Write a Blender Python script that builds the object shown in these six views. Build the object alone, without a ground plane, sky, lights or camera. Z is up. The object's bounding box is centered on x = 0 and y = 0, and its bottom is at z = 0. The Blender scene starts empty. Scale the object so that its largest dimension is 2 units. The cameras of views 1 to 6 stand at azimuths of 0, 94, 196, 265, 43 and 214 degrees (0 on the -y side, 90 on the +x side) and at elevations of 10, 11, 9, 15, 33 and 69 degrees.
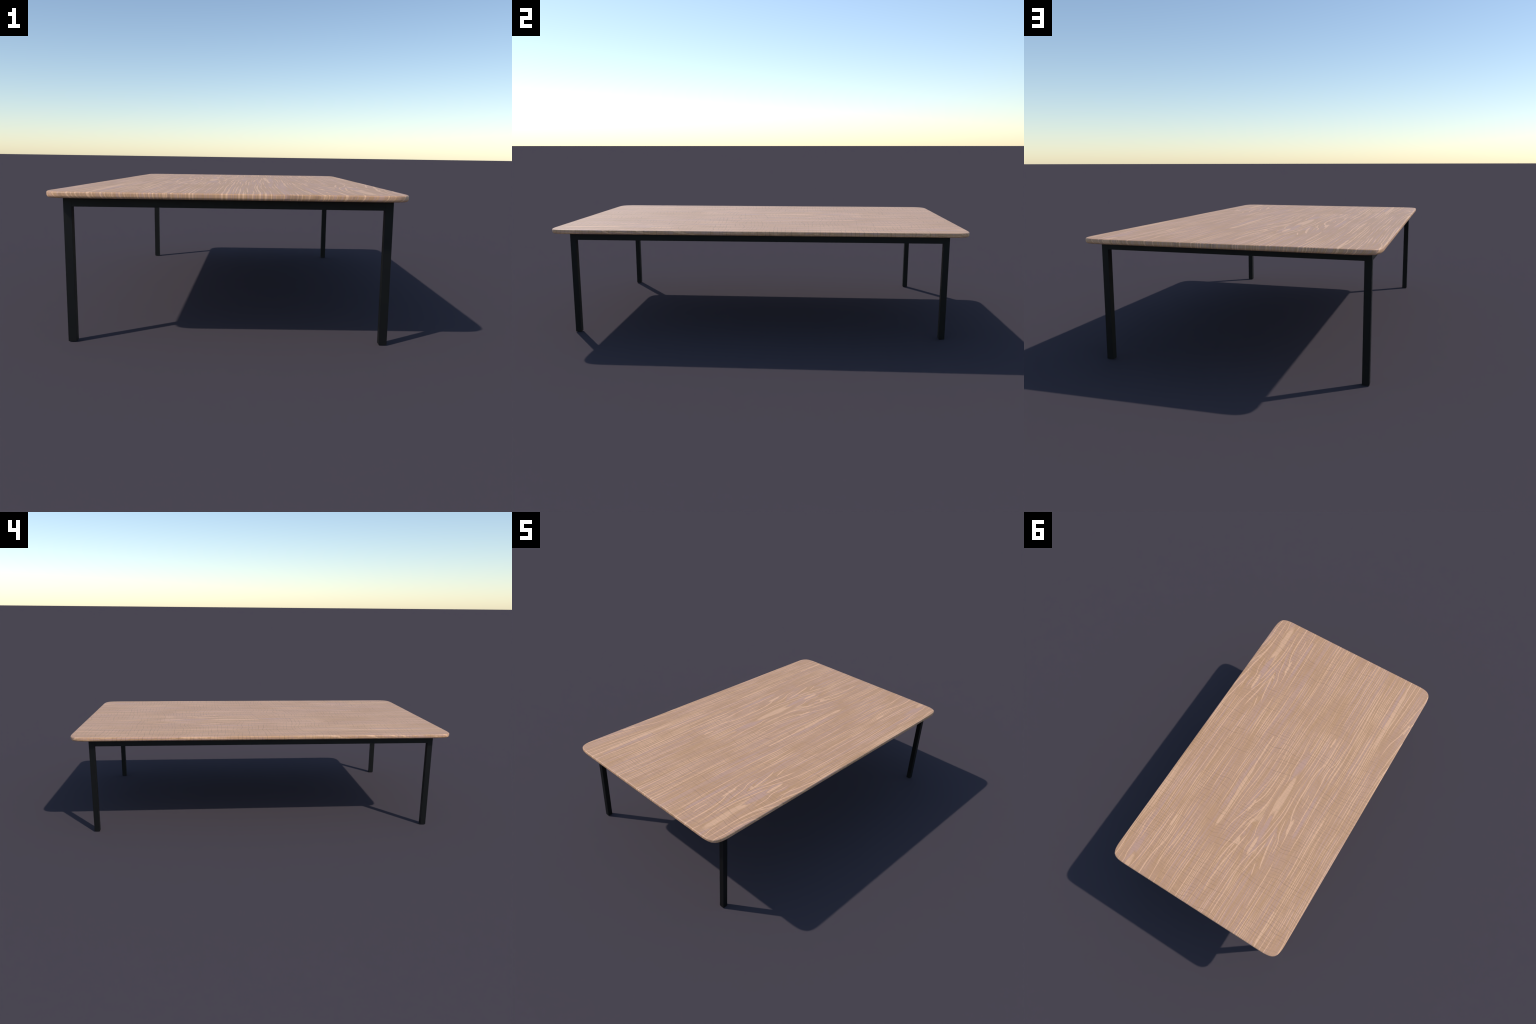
"""Low rectangular table: a thin oak board with soft corners on a black
square-tube steel frame (four legs, four rails under the board)."""
import bpy, bmesh, math
from mathutils import Vector

# ------------------------------------------------------------------ sizes (m)
HALF_W, HALF_L = 0.5904, 1.0          # half width (x) and half length (y) of the board
TOP_Z, UNDER_Z = 0.519, 0.498         # board upper and lower face
CORNER = 0.117                        # reach of the soft corner curve
LEG_X, LEG_Y = 0.549, 0.906           # outer faces of the frame
TUBE = 0.0275                         # leg section
RAIL_LOW = 0.4642                     # lower face of the rails


# ------------------------------------------------------------------ node helper
class Nodes:
    """Small arithmetic layer over a shader node tree."""

    def __init__(self, tree):
        self.t = tree

    def new(self, kind, **props):
        n = self.t.nodes.new(kind)
        for k, v in props.items():
            setattr(n, k, v)
        return n

    def put(self, socket, value):
        if hasattr(value, "is_output"):
            self.t.links.new(value, socket)
        else:
            socket.default_value = value

    def m(self, op, a, b=None, c=None, clamp=False):
        n = self.new("ShaderNodeMath", operation=op, use_clamp=clamp)
        for s, v in zip(n.inputs, (a, b, c)):
            if v is not None:
                self.put(s, v)
        return n.outputs[0]

    def add(self, a, b): return self.m("ADD", a, b)
    def sub(self, a, b): return self.m("SUBTRACT", a, b)
    def mul(self, a, b): return self.m("MULTIPLY", a, b)
    def mad(self, a, b, c): return self.m("MULTIPLY_ADD", a, b, c)
    def hypot(self, a, b): return self.m("SQRT", self.mad(a, a, self.mul(b, b)))

    def step(self, v, lo, hi, out0=0.0, out1=1.0):
        n = self.new("ShaderNodeMapRange", interpolation_type="SMOOTHSTEP")
        for s, x in zip(n.inputs, (v, lo, hi, out0, out1)):
            self.put(s, x)
        return n.outputs[0]

    def vec(self, x, y, z=0.0):
        n = self.new("ShaderNodeCombineXYZ")
        for s, v in zip(n.inputs, (x, y, z)):
            self.put(s, v)
        return n.outputs[0]

    def noise(self, vec, scale=1.0, detail=2.0, rough=0.5):
        n = self.new("ShaderNodeTexNoise")
        self.put(n.inputs["Vector"], vec)
        n.inputs["Scale"].default_value = scale
        n.inputs["Detail"].default_value = detail
        n.inputs["Roughness"].default_value = rough
        return n.outputs[0]

    def mix(self, f, a, b):
        n = self.new("ShaderNodeMix", data_type="RGBA")
        self.put(n.inputs[0], f)
        self.put(n.inputs[6], a)
        self.put(n.inputs[7], b)
        return n.outputs[2]


def srgb(r, g, b):
    f = lambda c: (c / 255 / 12.92) if c <= 10 else ((c / 255 + 0.055) / 1.055) ** 2.4
    return (f(r), f(g), f(b), 1.0)


# ------------------------------------------------------------------ materials
ROW = 0.96            # the veneer figure returns every 0.96 m along the board ...
SHIFT = 0.59          # ... moved sideways by half the board's width
HEART = -0.12         # x of the heart of the flame figure
LINE_STEP = 0.0132    # usual distance between the pale lines of the straight grain
RAY_STEP = 0.019      # distance between the rays across the grain
CELL_MID = 0.27       # y of the middle of one veneer leaf

MAUVE, TAN = srgb(208, 163, 139), srgb(205, 157, 115)
TAN_PINK, TAN_PALE = srgb(206, 159, 126), srgb(220, 172, 133)
PALE = srgb(238, 188, 148)

# strong single patches of one veneer leaf: x0, y0, x1, y1, half width, strength
# (positive = pale late wood, negative = mauve early wood)
PATCHES = [
    (-0.108, -0.060, -0.120, 0.045, 0.018, -0.8),    # mauve tongue
    (-0.120, 0.085, -0.122, 0.240, 0.020, 0.46),     # pale patch under it
    (-0.122, 0.360, -0.126, 0.478, 0.013, -0.7),     # mauve heart of the flame
    (-0.119, 0.492, -0.119, 0.502, 0.009, 0.9),      # small pale knot
    (0.152, -0.165, 0.147, 0.120, 0.0042, 0.7),      # long pale band, thin part
    (0.147, 0.120, 0.143, 0.440, 0.011, 0.50),       # long pale band, wide part
    (0.170, 0.060, 0.164, 0.330, 0.006, -0.6),       # mauve strip beside it
    (0.385, 0.612, 0.386, 0.630, 0.005, 0.8),        # pale fleck
    (-0.252, 0.280, -0.255, 0.294, 0.007, 0.9),      # knots in the flame lines
    (0.019, 0.284, 0.022, 0.292, 0.006, 0.9),
    (-0.302, 0.080, -0.306, 0.300, 0.007, -0.55),    # mauve strip
]

# the pale lines of the flame: half width, then (x, y) down the line
FLAME_LINES = [
    (0.0034, (-.008, -.178), (-.019, -.112), (-.024, -.033), (-.020, .061), (-.019, .137),
     (.005, .25), (.021, .284), (.037, .348), (.076, .505), (.078, .572)),
    (0.0028, (.034, -.184), (.008, .032), (.027, .169), (.039, .256), (.060, .360)),
    (0.0030, (-.055, -.061), (-.057, .044), (-.056, .2), (-.015, .355), (.004, .414),
     (.025, .582), (.041, .697)),
    (0.0026, (.078, -.137), (.084, .002), (.089, .117), (.098, .252), (.104, .42)),
    (0.0024, (.108, -.25), (.112, 0), (.122, .25), (.128, .5)),
    (0.0042, (-.058, .124), (-.057, .213), (-.033, .391), (-.026, .453), (-.011, .537),
     (.009, .641), (.018, .747)),
    (0.0038, (-.056, .434), (-.047, .515), (-.028, .628), (-.014, .745), (-.012, .845), (-.015, .9)),
    (0.0026, (-.060, -.363), (-.067, -.245), (-.078, -.121), (-.078, -.034), (-.088, .03), (-.085, .10)),
    (0.0026, (-.078, .28), (-.079, .383), (-.094, .458), (-.088, .527), (-.105, .576)),
    (0.0028, (-.168, -.428), (-.162, -.287), (-.161, -.125), (-.155, -.04), (-.144, .052)),
    (0.0028, (-.160, .1), (-.169, .189), (-.157, .321), (-.147, .417), (-.134, .485)),
    (0.0030, (-.179, -.03), (-.178, .046), (-.186, .218), (-.18, .321), (-.17, .417),
     (-.149, .508), (-.128, .576), (-.112, .69), (-.108, .82)),
    (0.0042, (-.21, -.421), (-.236, -.258), (-.234, -.195), (-.218, -.124), (-.212, -.07),
     (-.214, .029), (-.215, .117), (-.224, .194), (-.25, .279), (-.262, .333), (-.272, .471)),
    (0.0032, (-.205, .249), (-.223, .361), (-.243, .424), (-.248, .5)),
    (0.0044, (-.192, .356), (-.208, .486), (-.223, .568), (-.238, .613)),
    (0.0042, (-.18, .434), (-.173, .531), (-.162, .601), (-.152, .684)),
    (0.0034, (-.192, .583), (-.21, .662)),
    (0.0028, (-.272, -.177), (-.28, -.05), (-.289, .101), (-.29, .173), (-.296, .35)),
    (0.0026, (-.294, -.371), (-.29, -.229), (-.274, -.158), (-.273, -.046)),
    (0.0026, (-.321, -.026), (-.324, .09), (-.332, .229), (-.335, .45)),
    (0.0030, (-.282, .51), (-.287, .641), (-.287, .75), (-.29, .86)),
    (0.0026, (-.244, .04), (-.257, .086), (-.254, .151)),
]


def oak_material():
    mat = bpy.data.materials.new("oak_veneer")
    mat.use_nodes = True
    t = mat.node_tree
    t.nodes.clear()
    n = Nodes(t)
    pos = n.new("ShaderNodeSeparateXYZ")
    t.links.new(n.new("ShaderNodeTexCoord").outputs["Object"], pos.inputs[0])
    x_raw, y, z = pos.outputs

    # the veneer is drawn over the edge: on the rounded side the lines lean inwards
    fall = n.m("MAXIMUM", n.mul(n.sub(TOP_Z - 0.003, z), 1 / 0.016), 0.0)
    lean = n.mul(n.mul(fall, fall), n.mul(x_raw, n.m("ABSOLUTE", x_raw)))
    x0 = n.mad(lean, 0.05, x_raw)

    # slow wander of the grain, and a little jitter
    wander = n.sub(n.noise(n.vec(n.mul(x0, 4.5), n.mul(y, 2.0), 3.1), 1.0, 2.0, 0.5), 0.5)
    jitter = n.sub(n.noise(n.vec(n.mul(x0, 28.0), n.mul(y, 9.0), 8.3), 1.0, 2.0, 0.5), 0.5)
    x = n.mad(jitter, 0.0045, n.mad(wander, 0.022, x0))

    def leaf(mid):
        """Coordinates inside one veneer leaf whose middle lies at y = mid."""
        row = n.m("ROUND", n.mul(n.sub(y, mid), 1 / ROW))
        return (n.m("WRAP", n.mad(row, SHIFT, x0), HEART + SHIFT, HEART - SHIFT),
                n.mad(row, -ROW, y))
    xf, yf = leaf(CELL_MID)
    dx = n.m("ABSOLUTE", n.sub(xf, HEART))

    # in the flame the outer lines spread and the inner ones close towards +y
    rise = n.step(yf, -0.02, 0.62)
    push = n.mul(n.step(dx, 0.015, 0.11, -0.040, 0.062), n.step(dx, 0.27, 0.12))
    p = n.mad(n.mul(push, rise), -1.0, dx)
    flame_in = n.mul(n.mul(n.step(dx, 0.30, 0.18), n.step(yf, -0.20, 0.06)), n.step(yf, 0.75, 0.50))

    def grain(u, side, seed):
        """Value along the growth rings: u runs across them."""
        broad = n.noise(n.vec(n.mul(u, 17.0), n.mul(y, 0.7), n.mad(side, 6.0, seed)), 1.0, 1.0, 0.5)
        ring = n.noise(n.vec(n.mul(u, 118.0), n.mul(y, 1.0), n.mad(side, 14.0, seed + 9.0)), 1.0, 1.0, 0.5)
        fine = n.noise(n.vec(n.mul(u, 245.0), n.mul(y, 1.9), n.mad(side, 25.0, seed + 4.0)), 1.0, 1.0, 0.5)
        v = n.mad(n.sub(ring, 0.5), 1.5, n.mad(n.sub(broad, 0.5), 0.6, -0.10))
        v = n.mad(n.sub(fine, 0.5), 1.35, v)
        # runs of thin pale lines, swelling and fading along the board
        beat = n.mad(broad, 3.4, n.mul(u, 1 / LINE_STEP))
        off = n.m("ABSOLUTE", n.sub(n.m("FRACT", beat), 0.5))
        swell = n.noise(n.vec(n.mul(u, 75.0), n.mul(y, 2.4), n.mad(side, 20.0, seed + 14.0)), 1.0, 1.0, 0.5)
        line = n.step(n.sub(off, n.step(swell, 0.34, 0.66, -0.04, 0.20)), 0.07, -0.03)
        return n.mad(line, 0.72, v)

    straight = grain(x, n.mul(x, 0.3), 2.0)
    flame = n.mad(grain(n.mad(jitter, 0.004, p), xf, 31.0), 0.68, -0.10)
    s = n.mad(n.sub(flame, straight), flame_in, straight)
    fibre = n.sub(n.noise(n.vec(n.mul(x0, 600.0), n.mul(y, 11.0), 7.0), 1.0, 1.0, 0.6), 0.5)
    calm = n.noise(n.vec(n.mul(x0, 5.5), n.mul(y, 3.2), 21.0), 1.0, 2.0, 0.5)
    s = n.mul(s, n.step(calm, 0.34, 0.58, 0.50, 1.05))

    drift = n.mad(jitter, 0.007, n.mul(wander, 0.008))
    wob = n.add(xf, drift)
    for ax, ay, bx, by, w, strength in PATCHES:
        k = n.m("MULTIPLY", n.sub(yf, ay), 1 / (by - ay), clamp=True)
        off = n.sub(wob, n.mad(k, bx - ax, ax))
        over = n.sub(yf, n.mad(k, by - ay, ay))
        dist = n.hypot(n.mul(off, 1 / w), n.mul(over, 0.16 / max(w, 0.004)))
        mask = n.step(n.mad(fibre, 1.4, n.mad(jitter, 1.0, dist)), 1.40, 0.70)
        s = n.mad(n.sub(strength, s), mask, s)

    leaves = {}
    pale_line = n.mad(fibre, 0.5, 0.60)
    for w, *pts in FLAME_LINES:
        mid = round((pts[0][1] + pts[-1][1]) / 2 / 0.15) * 0.15
        if mid not in leaves:
            lx, ly = leaf(mid)
            leaves[mid] = (n.add(lx, drift), ly)
        lx, ly = leaves[mid]
        xs, y_a, y_b = [q[0] for q in pts], pts[0][1], pts[-1][1]
        x_a, x_b = min(xs) - 1e-4, max(xs) + 1e-4
        path = n.new("ShaderNodeFloatCurve")
        curve = path.mapping.curves[0]
        for px, py in pts[1:-1]:
            curve.points.new((py - y_a) / (y_b - y_a), (px - x_a) / (x_b - x_a))
        curve.points[0].location = (0.0, (xs[0] - x_a) / (x_b - x_a))
        curve.points[-1].location = (1.0, (xs[-1] - x_a) / (x_b - x_a))
        path.mapping.update()
        k = n.mul(n.sub(ly, y_a), 1 / (y_b - y_a))
        n.put(path.inputs[1], k)
        off = n.m("ABSOLUTE", n.sub(lx, n.mad(path.outputs[0], x_b - x_a, x_a)))
        end = n.m("ABSOLUTE", n.sub(k, 0.5))                 # thins out at both ends
        thin = n.step(end, 0.53, 0.30, 0.0, w)
        mask = n.mul(n.step(n.sub(n.mad(fibre, 0.0018, off), n.mul(thin, 1.0)), 0.0012, -0.0012),
                     n.m("LESS_THAN", end, 0.52))
        s = n.mad(n.sub(pale_line, s), mask, s)
    # on the cut rim the grain stands as short upright ticks and bands
    rim = n.sub(n.noise(n.vec(n.mul(x0, 125.0), n.mul(y, 26.0), 71.0), 1.0, 2.0, 0.6), 0.5)
    s = n.mad(n.mul(rim, n.step(z, TOP_Z - 0.0015, TOP_Z - 0.0045)), 2.4, s)
    s = n.mad(fibre, 0.45, s)

    ramp = n.new("ShaderNodeValToRGB")
    t.links.new(n.mad(s, 0.5, 0.5), ramp.inputs[0])
    cr = ramp.color_ramp
    cr.elements[0].position, cr.elements[0].color = 0.24, MAUVE
    cr.elements[1].position, cr.elements[1].color = 0.33, MAUVE
    for at, col in ((0.43, TAN_PINK), (0.52, TAN), (0.58, TAN), (0.65, TAN_PALE), (0.78, PALE), (0.95, PALE)):
        cr.elements.new(at).color = col
    colour = ramp.outputs[0]

    # medullary rays: thin wavy dark lines across the grain, about 25 mm apart
    bend = n.sub(n.noise(n.vec(n.mul(x0, 3.2), n.mul(y, 2.2), 40.0), 1.0, 2.0, 0.5), 0.5)
    pace = n.sub(n.noise(n.vec(n.mul(x0, 1.5), n.mul(y, 16.0), 44.0), 1.0, 1.0, 0.5), 0.5)
    ph = n.mad(bend, 0.10, n.mad(pace, 0.030, y))
    line = n.m("ABSOLUTE", n.sub(n.m("FRACT", n.mul(ph, 1 / RAY_STEP)), 0.5))
    broken = n.noise(n.vec(n.mul(x0, 7.5), n.mul(ph, 40.0), 11.0), 1.0, 1.0, 0.5)
    group = n.noise(n.vec(n.mul(x0, 3.0), n.mul(y, 3.5), 60.0), 1.0, 1.0, 0.5)
    ray = n.mul(n.step(line, 0.10, 0.035), n.mul(n.step(broken, 0.36, 0.58), n.step(group, 0.30, 0.56, 0.30, 1.0)))
    weft = n.sub(n.noise(n.vec(n.mul(x0, 26.0), n.mul(y, 300.0), 5.0), 1.0, 1.0, 0.5), 0.5)
    dark = n.mad(ray, -0.24, n.mad(weft, 0.22, n.mad(fibre, 0.16, 1.0)))
    shade = n.new("ShaderNodeMix", data_type="RGBA", blend_type="MULTIPLY")
    shade.inputs[0].default_value = 1.0
    t.links.new(colour, shade.inputs[6])
    t.links.new(n.vec(dark, dark, dark), shade.inputs[7])

    bump = n.new("ShaderNodeBump")
    bump.inputs["Strength"].default_value = 0.2
    bump.inputs["Distance"].default_value = 0.002
    n.put(bump.inputs["Height"], n.mul(ray, -0.5))

    bsdf = n.new("ShaderNodeBsdfPrincipled")
    t.links.new(shade.outputs[2], bsdf.inputs["Base Color"])
    t.links.new(bump.outputs[0], bsdf.inputs["Normal"])
    bsdf.inputs["Roughness"].default_value = 0.5
    bsdf.inputs["Specular IOR Level"].default_value = 0.5
    out = n.new("ShaderNodeOutputMaterial")
    t.links.new(bsdf.outputs[0], out.inputs[0])
    return mat


def steel_material():
    mat = bpy.data.materials.new("black_powder_coat")
    mat.use_nodes = True
    t = mat.node_tree
    n = Nodes(t)
    bsdf = t.nodes["Principled BSDF"]
    obj = n.new("ShaderNodeTexCoord").outputs["Object"]
    grain = n.noise(obj, 900.0, 2.0, 0.6)
    n.put(bsdf.inputs["Base Color"], n.mix(grain, (0.0030, 0.0031, 0.0031, 1), (0.0048, 0.0049, 0.0049, 1)))
    bsdf.inputs["Roughness"].default_value = 0.5
    bsdf.inputs["Specular IOR Level"].default_value = 0.29
    bump = n.new("ShaderNodeBump")
    bump.inputs["Strength"].default_value = 0.08
    bump.inputs["Distance"].default_value = 0.0005
    n.put(bump.inputs["Height"], grain)
    t.links.new(bump.outputs[0], bsdf.inputs["Normal"])
    return mat


# ------------------------------------------------------------------ geometry
def mesh_object(name, bm, mat, parent):
    me = bpy.data.meshes.new(name)
    bmesh.ops.recalc_face_normals(bm, faces=bm.faces[:])
    bm.to_mesh(me)
    bm.free()
    me.materials.append(mat)
    for f in me.polygons:
        f.use_smooth = True
    ob = bpy.data.objects.new(name, me)
    bpy.context.scene.collection.objects.link(ob)
    ob.parent = parent
    return ob


def corner_curve(reach, steps):
    """Cubic B-spline turning a corner: offsets (along x side, along y side)."""
    pts = []
    for i in range(steps + 1):
        u = i / steps
        a = reach * (2 * (1 - u) ** 3 + 3 * u ** 3 - 6 * u ** 2 + 4) / 6
        b = reach * u ** 3 / 6
        pts.append((a, b))
    return pts + [(b, a) for a, b in reversed(pts[:-1])]


def board_outline():
    """Closed plan outline, counter-clockwise, with straight runs subdivided."""
    turn = corner_curve(CORNER, 14)
    pts = []
    for sx, sy in ((1, 1), (-1, 1), (-1, -1), (1, -1)):
        seq = [(HALF_W - a, HALF_L - b) for a, b in turn]
        if sx * sy > 0:
            seq.reverse()
        pts += [Vector((sx * px, sy * py)) for px, py in seq]
    out = []
    for i, p in enumerate(pts):
        out.append(p)
        nxt = pts[(i + 1) % len(pts)]
        k = int((nxt - p).length / 0.06)
        out += [p.lerp(nxt, j / k) for j in range(1, k)]
    return out


def board_profile():
    """(inset, z) from the upper face over the edge to the lower face."""
    prof = [(0.014, TOP_Z)]
    r = 0.0050
    for i in range(6):
        a = math.pi / 2 * i / 5
        prof.append((r - r * math.sin(a), TOP_Z - r + r * math.cos(a)))
    ra, rb = 0.0090, 0.0095
    for i in range(9):
        a = math.pi / 2 * i / 8
        prof.append((ra - ra * math.cos(a), UNDER_Z + rb - rb * math.sin(a)))
    prof.append((0.020, UNDER_Z))
    return prof


def build_board(mat, parent):
    bm = bmesh.new()
    plan = board_outline()
    n = len(plan)
    normals = []
    for i in range(n):
        d = (plan[(i + 1) % n] - plan[i - 1]).normalized()
        normals.append(Vector((d.y, -d.x)))
    rings = []
    for inset, z in board_profile():
        rings.append([bm.verts.new((p.x - q.x * inset, p.y - q.y * inset, z))
                      for p, q in zip(plan, normals)])
    for a, b in zip(rings, rings[1:]):
        for i in range(n):
            j = (i + 1) % n
            bm.faces.new((a[i], b[i], b[j], a[j]))
    bm.faces.new(rings[0])
    bm.faces.new(list(reversed(rings[-1])))
    return mesh_object("tabletop", bm, mat, parent)


def tube(size, axis, bevel=0.0004):
    """Square tube as a box with softened long edges, centred on its own origin."""
    bm = bmesh.new()
    bmesh.ops.create_cube(bm, size=1.0)
    for v in bm.verts:
        v.co = Vector(c * s for c, s in zip(v.co, size))
    long_edges = [e for e in bm.edges
                  if abs((e.verts[0].co - e.verts[1].co)[axis]) > size[axis] * 0.9]
    bmesh.ops.bevel(bm, geom=long_edges, offset=bevel, segments=1, affect="EDGES")
    return bm


def crisp(ob):
    """Flat tube faces with a fine flat chamfer between them."""
    ob.data.set_sharp_from_angle(angle=math.radians(30))


def build():
    oak, steel = oak_material(), steel_material()
    table = bpy.data.objects.new("coffee_table", None)
    table["label"] = "low rectangular oak table on thin black square-tube steel legs"
    table["category"] = "coffee table"
    bpy.context.scene.collection.objects.link(table)

    build_board(oak, table)

    cx, cy = LEG_X - TUBE / 2, LEG_Y - TUBE / 2
    top = UNDER_Z + 0.001                      # tucked just into the board
    leg = mesh_object("leg", tube((TUBE, TUBE, top), 2), steel, table)
    crisp(leg)
    leg.location = (-cx, -cy, top / 2)
    for sx, sy in ((1, -1), (1, 1), (-1, 1)):
        other = leg.copy()
        other.location = (sx * cx, sy * cy, top / 2)
        bpy.context.scene.collection.objects.link(other)

    h = top - RAIL_LOW
    zc = RAIL_LOW + h / 2
    for axis, span, at in ((0, 2 * (cx - TUBE / 2), cy), (1, 2 * (cy - TUBE / 2), cx)):
        size = (span, TUBE, h) if axis == 0 else (TUBE, span, h)
        rail = mesh_object("rail", tube(size, axis), steel, table)
        crisp(rail)
        rail.location = (0, -at, zc) if axis == 0 else (-at, 0, zc)
        twin = rail.copy()
        twin.location = (0, at, zc) if axis == 0 else (at, 0, zc)
        bpy.context.scene.collection.objects.link(twin)


build()
